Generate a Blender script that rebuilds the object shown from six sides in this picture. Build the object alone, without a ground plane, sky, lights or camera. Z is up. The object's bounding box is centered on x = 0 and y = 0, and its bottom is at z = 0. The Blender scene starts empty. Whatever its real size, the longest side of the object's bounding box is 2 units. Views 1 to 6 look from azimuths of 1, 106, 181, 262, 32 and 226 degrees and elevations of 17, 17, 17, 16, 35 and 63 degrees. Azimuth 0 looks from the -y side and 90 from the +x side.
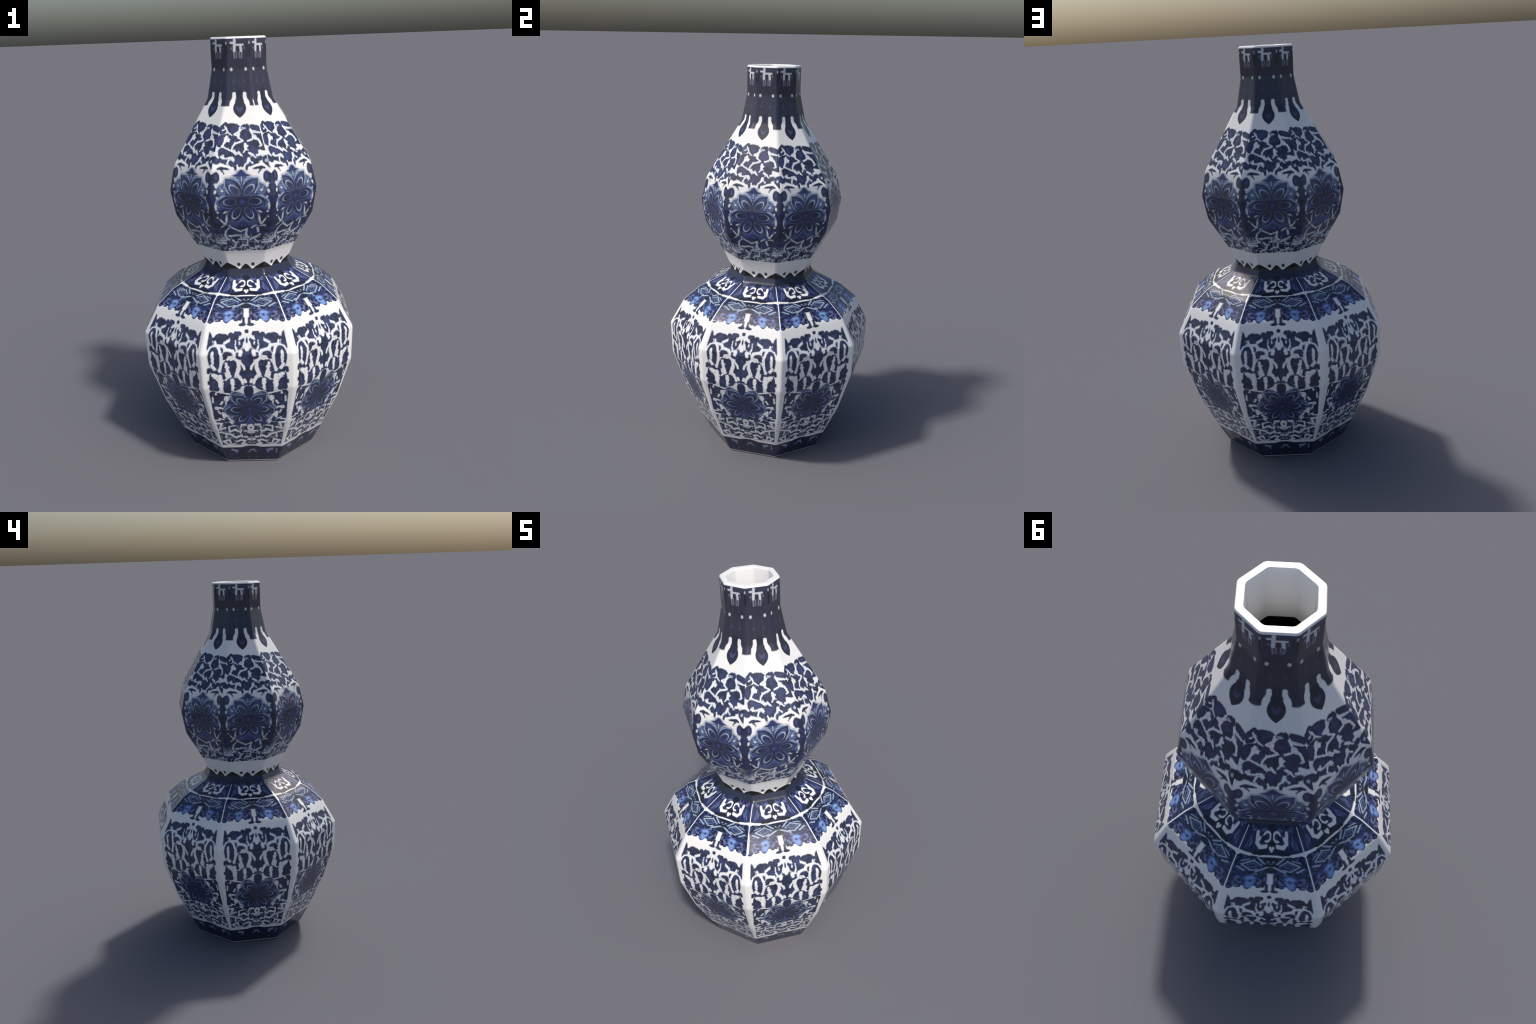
"""Octagonal double-gourd porcelain vase, glazed white and painted in cobalt blue.

The body is one smooth lofted surface: an eight-sided section with rounded
corners, swept through a profile of straight slopes with softened kinks.  It is
split by region into child meshes that share border vertices and normals.
All painting is done in shader nodes: each decorated zone works in "panel
millimetres" (x across one of the eight faces, y up the face) and lays down
brush marks (ellipses and round-ended strokes) as signed distances.
"""
import bpy
import math
from mathutils import Vector

TAN8 = math.tan(math.pi / 8)
COS8 = math.cos(math.pi / 8)

# ------------------------------------------------------------------ profile
# (apothem, height) of the outer wall, from the lip down to the foot
PROFILE = [
    (0.1206, 2.0000), (0.1250, 1.9955), (0.1245, 1.8615), (0.1490, 1.7335), (0.3122, 1.4500), (0.3384, 1.3275),
    (0.3184, 1.2102), (0.2298, 1.0477), (0.1960, 0.9660), (0.2138, 0.9310), (0.3530, 0.8560), (0.4292, 0.7870),
    (0.4985, 0.6568), (0.4916, 0.4885), (0.4263, 0.2790), (0.3523, 0.1146), (0.3003, 0.0060), (0.2963, 0.0000),
]
# the inner wall, from the lip down to the closed bottom
INNER = [
    (0.1015, 2.0000), (0.0990, 1.9950), (0.0990, 1.8600), (0.1000, 1.7860), (0.1300, 1.7800), (0.1420, 1.7270),
    (0.3050, 1.4450), (0.3280, 1.3270), (0.3080, 1.2150), (0.2180, 1.0500), (0.1880, 0.9660),
    (0.2050, 0.9240), (0.3420, 0.8450), (0.4170, 0.7800), (0.4870, 0.6560), (0.4800, 0.4920), (0.4150, 0.2850),
    (0.3420, 0.1250), (0.2900, 0.0200), (0.0, 0.0200),
]
CORNER = 0.009          # how far the rounding of each upright edge runs along a face
CORNER_STEPS = 6
KINK = 0.008            # how far the softening of each kink runs along the slope
KINK_STEPS = 4

LIP_EDGE, NECK_END, BULB_END, WAIST_END, SHOULDER_END, BELLY_END, FOOT_END = (
    1.9912, 1.640, 1.0585, 0.9590, 0.7630, 0.1220, 0.0085)


def soften(points, first, last):
    """Replace each kink by a short quadratic curve."""
    out = [points[0]]
    for i in range(1, len(points) - 1):
        a, b, c = (Vector(p) for p in points[i - 1:i + 2])
        if i < first or i > last:
            out.append(points[i])
            continue
        ka = b + (a - b).normalized() * min(KINK, (a - b).length * 0.4)
        kc = b + (c - b).normalized() * min(KINK, (c - b).length * 0.4)
        for s in range(KINK_STEPS + 1):
            t = s / KINK_STEPS
            q = ka * (1 - t) ** 2 + b * 2 * t * (1 - t) + kc * t * t
            out.append((q.x, q.y))
    out.append(points[-1])
    return out


def cut_at(points, heights):
    """Insert extra rings where one region ends and the next begins."""
    out = [points[0]]
    for p, q in zip(points, points[1:]):
        for h in heights:
            if min(p[1], q[1]) + 1e-6 < h < max(p[1], q[1]) - 1e-6:
                t = (h - p[1]) / (q[1] - p[1])
                out.append((p[0] + (q[0] - p[0]) * t, h))
        out.append(q)
    return out


def ring(apothem, z):
    """One eight-sided section; flats face -y, +x and so on, corners rounded."""
    radius = min(CORNER / TAN8, apothem * 0.55)
    centre = (apothem - radius) / COS8
    pts = []
    for k in range(8):
        mid = math.radians(22.5 + 45 * k)
        for s in range(CORNER_STEPS + 1):
            a = mid + math.radians(45) * (s / CORNER_STEPS - 0.5)
            pts.append((centre * math.sin(mid) + radius * math.sin(a),
                        -centre * math.cos(mid) - radius * math.cos(a), z))
    return pts


def build_body():
    """Vertices, faces and, for each face, the region it belongs to."""
    outer = cut_at(soften(PROFILE, 1, len(PROFILE) - 3),
                   [LIP_EDGE, NECK_END, BULB_END, WAIST_END, SHOULDER_END, BELLY_END, FOOT_END])
    inner = soften(INNER, 1, len(INNER) - 3)
    section = [(a, z, "in") for a, z in reversed(inner[:-1])] + [(a, z, "out") for a, z in outer]
    verts, faces, regions = [], [], []
    for a, z, _ in section:
        verts += ring(a, z)
    n = 8 * (CORNER_STEPS + 1)

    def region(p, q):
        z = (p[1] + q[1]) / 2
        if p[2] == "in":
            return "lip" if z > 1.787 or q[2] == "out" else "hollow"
        for edge, name in ((LIP_EDGE, "lip"), (NECK_END, "neck"), (BULB_END, "upper_bulb"), (WAIST_END, "waist"),
                           (SHOULDER_END, "shoulder"), (BELLY_END, "belly"), (FOOT_END, "foot")):
            if z > edge:
                return name
        return "foot_ring"

    for i in range(len(section) - 1):
        name = region(section[i], section[i + 1])
        for j in range(n):
            k = (j + 1) % n
            faces.append((i * n + j, i * n + k, (i + 1) * n + k, (i + 1) * n + j))
            regions.append(name)
    # the floor of the hollow and the underside
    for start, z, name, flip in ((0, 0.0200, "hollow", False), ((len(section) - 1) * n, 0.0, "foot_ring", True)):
        c = len(verts)
        verts.append((0, 0, z))
        for j in range(n):
            k = (j + 1) % n
            faces.append((start + k, start + j, c) if not flip else (start + j, start + k, c))
            regions.append(name)
    return verts, faces, regions


def smooth_normals(verts, faces):
    """Area-weighted vertex normals: the flats stay flat, the roundings turn."""
    acc = [Vector((0, 0, 0)) for _ in verts]
    V = [Vector(v) for v in verts]
    for f in faces:
        p = [V[i] for i in f]
        nrm = (p[2] - p[0]).cross(p[3] - p[1]) if len(f) == 4 else (p[1] - p[0]).cross(p[2] - p[0])
        for i in f:
            acc[i] += nrm
    out = [a.normalized() for a in acc]
    # let neighbouring slopes share their normals a little, as a soft glaze does
    n = 8 * (CORNER_STEPS + 1)
    rows = (len(verts) - 2) // n
    for _ in range(4):
        soft = list(out)
        for r in range(1, rows - 1):
            for j in range(n):
                i = r * n + j
                for k in (i - n, i + n):
                    if out[i].dot(out[k]) > 0.8:
                        soft[i] = soft[i] + out[k] * 0.5
        out = [v.normalized() for v in soft]
    return out


# ------------------------------------------------------------- brush marks
# Each mark: (x, y, half length, half width, tilt in degrees), panel millimetres
NECK_CHARM = [
    (-15.4, 322.6, 22.3, 6.3, 87), (-25, 333.4, 7.7, 4.3, -2), (7.4, 324.3, 17.8, 4.3, 0), (14.4, 310.1, 10.9, 5.8, -84),
]
NECK_FRINGE = [
    (-18, 282.5, 13.6, 3.7, -85), (-7.4, 282.7, 12.5, 2.7, -90), (6.9, 282.3, 12.4, 3, 88), (17.5, 282, 13.1, 3.9, 81),
]
NECK_SPECK = [
    (57.4, 332.9, 5.9, 4, 88), (34.6, 221, 7.1, 5.8, 85),
]
NECK_FAINT_SPECK = [
    (30.1, 310.2, 4.8, 3.9, 88),
]
NECK_FAINT_SPOT = [
    (22.3, 169.2, 6.1, 6.4, 86),
]
NECK_SLIT = [
    (20.9, 109.5, 6.2, 7.9, 83), (23.7, 93, 10.7, 8.2, -73), (27.6, 68.3, 14.7, 10, -87),
]
NECK_DROP = [
    (-1.4, 98.1, 23.9, 14.9, 88),
]
NECK_DROP_LENS = [
    (-1.3, 56.9, 42.9, 24.1, 90),
]
NECK_DROP_GLOSS = [
    (4.8, 51.4, 10.5, 4.5, 68),
]
SPRAY_LEAF = [
    (-39.9, 578.6, 34.3, 12.7, -7), (-51.5, 564.8, 23.7, 19.2, -57), (-26.9, 568.3, 16.1, 14, -59), (-104.5, 522.4, 22.5, 16.7, -87), (-112.3, 526.2, 13.6, 10.8, -69),
    (-38.6, 535.9, 21, 7.6, -14), (-19.5, 526, 22.3, 7.6, -10), (-45.1, 508.2, 18, 10.7, 86), (-65.2, 505.2, 13.9, 10.9, -10), (-5.4, 504.4, 27.1, 9.8, 24),
    (-4.6, 485.5, 17.7, 10.8, -13), (8.6, 488.7, 21.6, 7.6, -87), (28.5, 534.2, 22.7, 29.2, 84), (29.7, 546, 28.5, 21.4, -1), (68.9, 501.4, 21.9, 23.9, 80),
    (64, 476.3, 21.6, 14.8, 87), (47.2, 497.5, 13.6, 8, 18), (63.2, 512.4, 26.3, 8.9, 6), (49.3, 485.7, 10.4, 7.2, 30), (-80, 481.4, 21.5, 10.9, -9),
    (-53, 470.4, 29.4, 10.1, -17), (-60.5, 460.3, 16.5, 10.2, -61), (-92, 461.3, 18.6, 7.3, -74), (-9.5, 441.8, 22.3, 17.6, 90), (-10.5, 442.8, 17.9, 12.5, -25),
    (27.5, 463.9, 15, 13.4, 2), (15.1, 439.3, 21.2, 15.8, 60), (59.3, 442.8, 16.2, 11.4, -30), (82.5, 449.3, 10.2, 6.8, 22), (61.8, 434.3, 9.1, 9.9, -34),
    (117, 440.6, 21.7, 18.8, -2), (120.9, 437.8, 24.3, 14.6, -88), (-109.3, 446.7, 16.6, 11.5, -38), (98.7, 546.5, 19.9, 6.1, -11), (103.1, 532.2, 15.1, 11.8, -43),
    (73.4, 575, 14.1, 8.1, -20), (104.8, 489.6, 14.5, 8.3, -5),
]
SPRAY_STEM = [
    (-102.9, 579.6, 15, 9.4, 34), (-110.6, 564.4, 7.3, 6.8, -45), (-97.1, 560.9, 8.6, 7.7, 11), (-79, 586.8, 11.1, 4.7, -6), (18.2, 579, 6.7, 4.7, 23),
    (32.7, 578.7, 8.7, 5.5, -20), (42.7, 570.7, 5.4, 11.2, -70), (25, 521.6, 6.4, 10.3, -85), (38, 515.8, 11.3, 6.6, -15), (94.7, 571.7, 19.9, 9, -12),
    (-86.2, 544.4, 16.7, 4.4, 5), (-136.2, 574.5, 17.7, 7.8, -10), (-76.3, 441.3, 12.6, 6.5, -18), (-65.2, 436.5, 5.6, 6.1, -54), (-35.5, 427.6, 13.7, 7.3, -33),
    (112.4, 509.3, 5.6, 7.4, 74), (117.5, 530, 8.3, 9.6, -84), (39.3, 424.7, 6.4, 7.5, -6), (28.3, 472.9, 7.5, 8.4, -23),
]
SPRAY_SPECK = [
    (108.7, 439.9, 5.8, 6.7, -32), (22.2, 572.1, 8, 2.9, 8),
]
SPRAY_HEART = [
    (-8.6, 440.9, 12.5, 8.6, -86), (29.5, 544.2, 7.3, 9.6, 84), (-106.1, 521.5, 10.2, 6.7, -77), (-65.6, 473.9, 8, 6.1, -21), (-46.1, 567.8, 9.5, 10, -52),
]
WREATH_LEAF = [
    (79.4, 412.3, 14, 7.3, 9), (63.1, 411.5, 16.1, 4.5, 12), (75.3, 397.5, 14.4, 4.4, 56), (93.8, 412.3, 5.5, 5.8, -49), (40.1, 424.3, 5.6, 5.2, 23),
    (24.1, 412.3, 9.9, 6.4, 78),
]
WREATH_OVAL = [
    (100.3, 374.8, 24.6, 14, 86),
]
WREATH_OVAL_HEART = [
    (99.6, 375.8, 12.3, 5.9, 85),
]
CORNER_TRUNK = [
    (118.1, 349.5, 37.7, 13.8, 85), (115.5, 198.5, 112.7, 22.8, -88), (100.7, 159.6, 84, 21.6, -83),
]
FLOWER_GROUND = [
    (6.5, 269.6, 8.6, 99.5, -2), (17.7, 327.6, 17.8, 44.8, -2), (55.9, 156.4, 63.4, 83.3, -2), (60.4, 92, 72.7, 78.2, -2), (0, 362.8, 18.3, 20.5, 90),
    (19, 360.1, 18.3, 12.2, 4),
]
FLOWER_HALO = [
    (36.9, 355.4, 35.7, 18.8, 25), (16.6, 369.4, 16.9, 18.2, -20), (60, 338.3, 29.2, 16.5, 75), (77, 331.6, 20.3, 22.2, -34), (83.9, 277.6, 26.3, 13.5, -51),
    (74.5, 309.3, 15.5, 13, 50), (14.3, 393.8, 16.1, 9, -37),
]
FLOWER_BUD = [
    (0, 387.1, 14.2, 14.2, 0), (13.8, 382.1, 24.5, 5.7, -3), (0, 394.2, 12.2, 11.4, 90),
]
FLOWER_PETAL = [
    (32.9, 329.6, 47, 24.3, 50), (50.9, 267.5, 39.5, 24.8, -1), (27.9, 210.2, 50.8, 24.7, -61),
]
FLOWER_PETAL_HEART = [
    (41.6, 347.1, 20.4, 9.8, 35), (74.1, 262.5, 9.3, 10.9, 27), (41.1, 175.3, 11.6, 13.5, -9),
]
FLOWER_LOOP = [
    (27.8, 319.6, 26.7, 13.7, 49), (46.4, 268, 24.1, 15.9, 0), (24.8, 216, 27.6, 14.1, -63),
]
FLOWER_LINE = [
    (11.8, 353.1, 11.1, 1.2, 52), (28.2, 366.3, 10.6, 1.3, 25), (51.4, 371.8, 13.7, 1.4, 4), (15, 364.3, 9.7, 1, 37), (33.2, 373.3, 11, 1, 17),
    (65.6, 353.4, 15.2, 1.7, 90), (57.2, 322.1, 18, 1.7, 63), (85.6, 286.3, 17.1, 1.5, -42), (101.6, 257, 18.1, 1.7, -80), (76.8, 289.8, 12.7, 1.3, -36),
    (93.9, 250.7, 8.1, 1.6, 53), (11.2, 400, 11.5, 1.8, -40), (0, 365.4, 10.7, 2.2, 90),
]
FLOWER_VEIL = [
    (0, 200.6, 20.3, 6.6, 90), (15.2, 179.7, 21.1, 7.2, -62), (41.4, 158.2, 16, 7.5, -7), (5.8, 160.9, 5.1, 4.3, 88), (84.5, 239.9, 10.5, 6.3, -27),
]
FLOWER_EYE = [
    (0, 268.8, 8.6, 10, 0),
]
FLOWER_SCRAP = [
    (99.1, 344, 9.3, 4.2, 4), (101.4, 313.9, 8.7, 5, -85), (75.6, 318.4, 5.2, 3.7, 34), (102.3, 245.9, 15.5, 4.4, 90), (97.4, 221.6, 3.9, 4.6, -2),
    (67.9, 221, 8.6, 3.1, -29), (66.2, 185.7, 19.4, 3.4, -84), (74.3, 166.9, 7.9, 6.2, 16), (84.5, 178.8, 12.4, 3, 58), (85.1, 153.3, 9.4, 2.9, -30),
    (100.3, 197.4, 3.6, 3, -89), (94.5, 287.1, 5.6, 3, 71),
]
HEM_VINE = [
    (-53.4, 150.4, 8.3, 3.1, -48), (-30.8, 133.9, 20.1, 3.6, -31), (1.2, 131.4, 15, 3.5, 21), (11.2, 120.2, 17, 4.8, 80), (11.8, 91.7, 12.8, 4, 1),
    (14.7, 100.7, 7.8, 4.5, -72), (-81.6, 117.7, 11.5, 4, 70), (-83.4, 97, 10.2, 4.2, -77), (-75.9, 85.6, 5.3, 3.5, -16), (-68, 137.7, 11.4, 2.4, 37),
    (-55.7, 101.5, 13.9, 4.7, 6), (-27.1, 104.7, 14.5, 3.3, -2), (-13.6, 93.2, 8.6, 3.2, 85), (-7.1, 80.1, 20.7, 3, -4), (16, 63.9, 14.9, 4.1, -89),
    (3.9, 48.7, 12.4, 4.5, 1), (-13.6, 43.6, 12.5, 3.2, 35), (-51.7, 72.4, 5.8, 5.4, -42), (-45.8, 51, 11.7, 4.4, 57), (-68, 35.3, 17, 3.9, 20),
    (-84.7, 25.7, 6.4, 3.3, 80), (-83.9, 79.7, 11.9, 3, 23), (45, 88.7, 17.7, 5.2, 27), (67.4, 101.9, 8.6, 3.7, 37), (60.3, 71, 13.2, 4, -43),
    (66.8, 38.6, 8.8, 5.1, 23), (64.6, 23.6, 6.7, 3.2, -36), (27, 24.1, 17.9, 3.1, 12), (-53.7, 21.6, 5.1, 3.6, -24), (43.6, 148.9, 10.8, 3.5, 31),
    (61.8, 131.5, 11, 4.6, -81), (79.9, 153.3, 10.2, 2.7, 11), (40.4, 33.1, 11.5, 2.6, -14),
]
HEM_STRIPE = [
    (115.8, 64.8, 24, 5.6, 5), (110.6, 76.6, 19.7, 3.2, 2),
]
HEM_BLUE = [
    (107.3, 111.2, 23.3, 3.9, 2), (116.1, 138.9, 14.3, 3.9, 3),
]
HEM_BLOOM = [
    (37.3, 118.1, 15.7, 12, -87),
]
WAIST_ARCH = [
    (0, 9, 32, 27, 0),
]
WAIST_CORNER_ARCH = [
    (85, 9, 51, 36, 0),
]
WAIST_DOT = [
    (33.3, 32.5, 9.4, 8, -89),
]
COLLAR_LOOP = [
    (66.7, 293.6, 19.4, 7.5, 79), (55.4, 267.7, 10.3, 6.7, 43), (35.7, 262.3, 12.5, 7.4, -7), (57.9, 288, 5.1, 6.9, -61),
]
COLLAR_RING = [
    (22.3, 297.9, 16.1, 16.4, -2),
]
COLLAR_NOTCH = [
    (36.8, 290.9, 13.9, 10.3, -45),
]
COLLAR_HEART = [
    (5.6, 257.3, 5.5, 6.3, -2), (0, 250.2, 6.9, 5.8, 90),
]
COLLAR_SCROLL = [
    (0, 304.5, 25, 4.4, 90), (6.9, 270.8, 13.1, 4, -64), (17.2, 252.4, 8.1, 4.5, -54), (33.3, 241.1, 12, 6.9, -19), (54.7, 239.3, 10.5, 3.8, 11),
    (9.3, 251.2, 12.8, 3.4, 66), (5.2, 248.5, 12.8, 3.6, 55), (50.7, 239.7, 15.2, 7.4, 1), (0, 269.6, 4.3, 13, 90),
]
COLLAR_CROWN = [
    (0, 332.5, 21.7, 14.2, 0),
]
COLLAR_FLECK = [
    (40, 321, 14.1, 6, -8), (90.6, 321.1, 11, 6, -2), (94.7, 288.3, 11.8, 3.9, 83), (88, 272.4, 11.9, 4.4, -61), (46.3, 297.2, 7.6, 6, -78),
    (105.9, 264.5, 11.9, 3.5, -80), (103.3, 331.9, 6, 5.6, -23),
]
BELT_LINE = [
    (18.2, 229.7, 20.7, 3.3, -2), (59.7, 232, 25.8, 3.6, 6), (104, 238.5, 24.2, 4.8, 12),
]
RIDGE_JOINT = [
    (125.6, 240.3, 3.7, 7.1, -25),
]
DIAMOND_LINE = [
    (46, 204.6, 16.2, 2.8, 35), (80.2, 205.6, 21.7, 3.7, -22), (82.2, 180.9, 23.4, 3.4, 42), (54.6, 169, 11.5, 3.5, -19), (34.7, 212.6, 17.6, 3.5, 38),
    (30.3, 172.4, 21.2, 4.6, -34), (100, 174.2, 16.2, 3.9, 39), (90.7, 213.3, 14.5, 2.4, -14),
]
DIAMOND_INNER_LINE = [
    (51.9, 198.2, 9.5, 2.2, 35), (70.6, 199.3, 11.6, 2.6, -22), (73.9, 186.3, 11.2, 1.9, 50), (55.7, 185.2, 13.6, 2.5, -34),
]
DIAMOND_HEART = [
    (64.6, 192.3, 13.2, 12.6, -1),
]
DIAMOND_EYE = [
    (63.5, 192.3, 4.1, 5.9, 4),
]
BADGE = [
    (0, 190, 29.8, 17.3, 90),
]
BADGE_FLECK = [
    (9.3, 209.4, 2.8, 3.4, 88), (0, 202.1, 0.7, 2.5, 90), (5.4, 186, 2.3, 2.8, 89), (8.4, 150, 4.9, 4.5, 13),
]
CLOUD_SKY = [
    (62.7, 124.2, 19.2, 14.6, 2), (61.5, 96.5, 30.9, 13.1, 89), (51.5, 110.1, 12.6, 7.3, -86),
]
CLOUD_VIOLET = [
    (29, 106.4, 9.8, 4.6, -88), (35.5, 95.5, 4.4, 6.4, -14), (16.8, 123.3, 9.8, 3.6, 85), (102.3, 127, 7.8, 4.6, 36), (104.2, 117.1, 11.9, 2.9, 72),
    (90.8, 99.8, 9.6, 4.2, 17), (99.9, 79.8, 8.7, 6.4, -25), (109.5, 93.9, 11.4, 3.1, 82), (47.5, 149.6, 6.4, 6.6, -57),
]
CLOUD_INK = [
    (60.3, 109.6, 8.3, 4.7, -89), (40.7, 135.1, 6.5, 5.9, 27), (86.2, 136.1, 11.1, 8.1, 33),
]
SHOULDER_HEM = [
    (64, 86.9, 30.7, 13.9, -87), (118.3, 80.7, 22.5, 13.7, -88), (33.8, 81.5, 8.7, 10.8, -16), (94.9, 80.4, 12.3, 11.1, -69), (25.5, 87.1, 14.6, 7.7, 59),
]
SHOULDER_TAIL = [
    (9.3, 71.9, 20, 4.4, -90), (13.4, 46.3, 1.3, 10.9, -51),
]
SHOULDER_GAP = [
    (0, 106.4, 37.3, 9.2, 90),
]
PANEL_LEAF = [
    (70.6, 614, 10.2, 8.9, -1), (51.7, 606.1, 15.6, 14.2, -12), (54.9, 595.8, 15.8, 17.7, 85), (72, 580.5, 19.2, 16.5, -24), (58, 563.3, 13.8, 10.5, 59),
    (34.9, 578.7, 19.4, 11.2, 86), (21, 595.7, 8.3, 9.1, -63), (94.4, 608.7, 16.9, 7.7, 21), (123.1, 608.5, 17.8, 11.2, -12), (115.5, 595.2, 27.2, 17.6, 1),
    (162.5, 607, 16.6, 7.7, 72), (159.8, 583.8, 10.7, 12.6, -62), (164.2, 571.7, 10.4, 7.5, 77), (136.6, 519.9, 56.1, 23, 88), (105.9, 555.1, 8.8, 5.1, 81),
    (79.4, 541.1, 16.2, 6.9, 10), (92.4, 529.6, 13.5, 10.3, -74), (0, 519.7, 39.8, 24.4, 90), (15.9, 543.2, 14.8, 6.3, 84), (31.9, 526.3, 13.9, 10, 31),
    (41.8, 532.4, 11.6, 9.8, -80), (64.9, 483.6, 29.4, 21.2, 87), (62.1, 450.6, 27.3, 14.8, 86), (98, 463.6, 11.2, 9.6, -76), (16.4, 441.4, 18.8, 22.6, -2),
    (45.2, 393.9, 25.3, 15, 83), (86.4, 381.7, 39, 16.5, -82), (143.5, 391.9, 28.8, 17, 83), (133.3, 370.6, 10.1, 11.9, 15), (162.5, 402, 11, 7.6, -2),
    (152.3, 374.8, 10.1, 12, 13), (55.6, 359.8, 7.3, 10.1, -2),
]
PANEL_STEM = [
    (40, 619.4, 8.7, 7, 5), (24.7, 579, 10.8, 6.1, -71), (149.9, 599.9, 6.2, 5, -10), (138.7, 586.2, 13.7, 2.8, 70), (0, 439.5, 59.4, 8.3, 90),
    (94.6, 492.6, 16.2, 4.1, -58), (101, 469.4, 9.6, 5.6, 77), (26.3, 473.1, 5.9, 5.9, 88), (21.9, 460.2, 5.1, 5.3, 66), (72.3, 419.3, 14, 5.5, -33),
    (57.9, 421.6, 7.6, 4.9, 43), (101.3, 431.5, 9.9, 5.7, 72), (115.4, 446.4, 11.4, 8, 16), (142.2, 459.2, 17.4, 8.3, 24), (160.5, 460.4, 7.6, 5.2, -71),
    (120.2, 435.6, 7.1, 4.4, 89), (152.3, 428.6, 13.4, 6, -80), (20.6, 389.3, 13, 4.8, -5), (161.4, 339, 13.3, 6.3, -60), (169.9, 310.4, 17.2, 5.4, -84),
    (122.9, 339.7, 36.9, 5.1, 6), (92, 411.5, 8.5, 4.8, -47), (45, 368.6, 5.5, 4.2, 68),
]
PANEL_DOT = [
    (0, 627.8, 7.8, 9.1, 90), (0, 592, 11.6, 4.2, 90),
]
PANEL_GAP = [
    (86.4, 588.5, 10.9, 5.5, -27), (32.1, 582.5, 3.7, 3.1, 86), (143.2, 527.3, 19.2, 5.8, 90), (141.3, 511.6, 13, 5.1, -84), (141.5, 478.1, 10, 7.5, 60),
    (86, 481.7, 14.2, 5.9, 83), (83.4, 475.9, 4.1, 5.1, -19), (134.4, 579.9, 6.5, 4.1, 88), (27.6, 601.1, 5.4, 4.3, -32),
]
BELLY_LEAF = [
    (135.3, 322.9, 20, 13.7, 0), (140.5, 297.6, 33.4, 19.8, -76), (161.8, 213.2, 23.1, 17.3, -71), (150.9, 199.4, 13.6, 15.8, -2), (105.6, 291.2, 8.8, 9.2, 54),
    (76.8, 357.5, 17.3, 8.8, -74),
]
BELLY_STEM = [
    (154.4, 345.6, 7.5, 7.1, -39), (164, 330.2, 15.2, 5.3, -66), (170.1, 304.2, 12.2, 5, 89), (108.2, 285.8, 7.4, 6.1, -49), (122.5, 275.7, 10.5, 6.3, -25),
    (165.5, 275.3, 13.1, 8.1, -57), (165.6, 250.6, 15.5, 8.8, 63), (138.7, 244.5, 14.4, 6.3, 14), (131.2, 232.3, 3.8, 6.1, -14), (164.4, 224.1, 14.1, 9.6, -64),
    (103.9, 330.1, 11.1, 3, -6),
]
BELLY_GROUND = [
    (81.1, 84.8, 87, 80.4, -2), (86.8, 40.3, 95.6, 40.9, -2), (168.4, 160.6, 12.8, 26.1, -2),
]
ROSE_GROUND = [
    (13.8, 254.3, 11.2, 81, -2), (45.5, 240.7, 43.5, 31.3, -2), (27.8, 189.2, 31.7, 34.9, -29), (31.9, 313.8, 28.6, 22.6, 34),
]
ROSE_HALO = [
    (36.4, 321.2, 36.5, 20.6, 40), (72.3, 307.7, 22.4, 14.4, 70), (102.5, 259, 23, 15.5, -50), (91.3, 207.7, 14.5, 12.5, 24),
]
ROSE_BUD = [
    (6.4, 351.1, 31.6, 13.5, 88),
]
ROSE_PETAL = [
    (41.8, 301.2, 46.1, 24.2, 42), (65.2, 240.8, 47.6, 28.8, -1), (40.9, 184, 52.5, 25.8, -49),
]
ROSE_PETAL_HEART = [
    (50.9, 320.7, 17.8, 9.9, 29), (92.7, 237.5, 9.3, 10.4, 28), (58.5, 164.2, 12.3, 13.4, -33),
]
ROSE_LOOP = [
    (32.6, 290, 26.8, 15.4, 39), (56.2, 243.5, 29.1, 16.3, 1), (32.9, 195.4, 28.5, 14, -48),
]
ROSE_LINE = [
    (46.5, 331.5, 26.7, 1.9, 8), (75.5, 315.2, 13.7, 2.1, -89), (66.9, 289.6, 15, 2.5, 53), (32.2, 335, 21.2, 1.8, 38), (101.5, 254.3, 16.6, 2.2, -36),
    (113.3, 230.5, 11, 2, 81), (90.5, 196.7, 11.3, 3.3, -27), (83.7, 174.6, 11.3, 3.3, 79),
]
ROSE_VEIL = [
    (5, 194.8, 22.3, 9.4, -89), (38.1, 158.4, 29.6, 8.3, -30),
]
ROSE_EYE = [
    (0, 243.8, 8.3, 9.4, 0),
]
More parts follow.
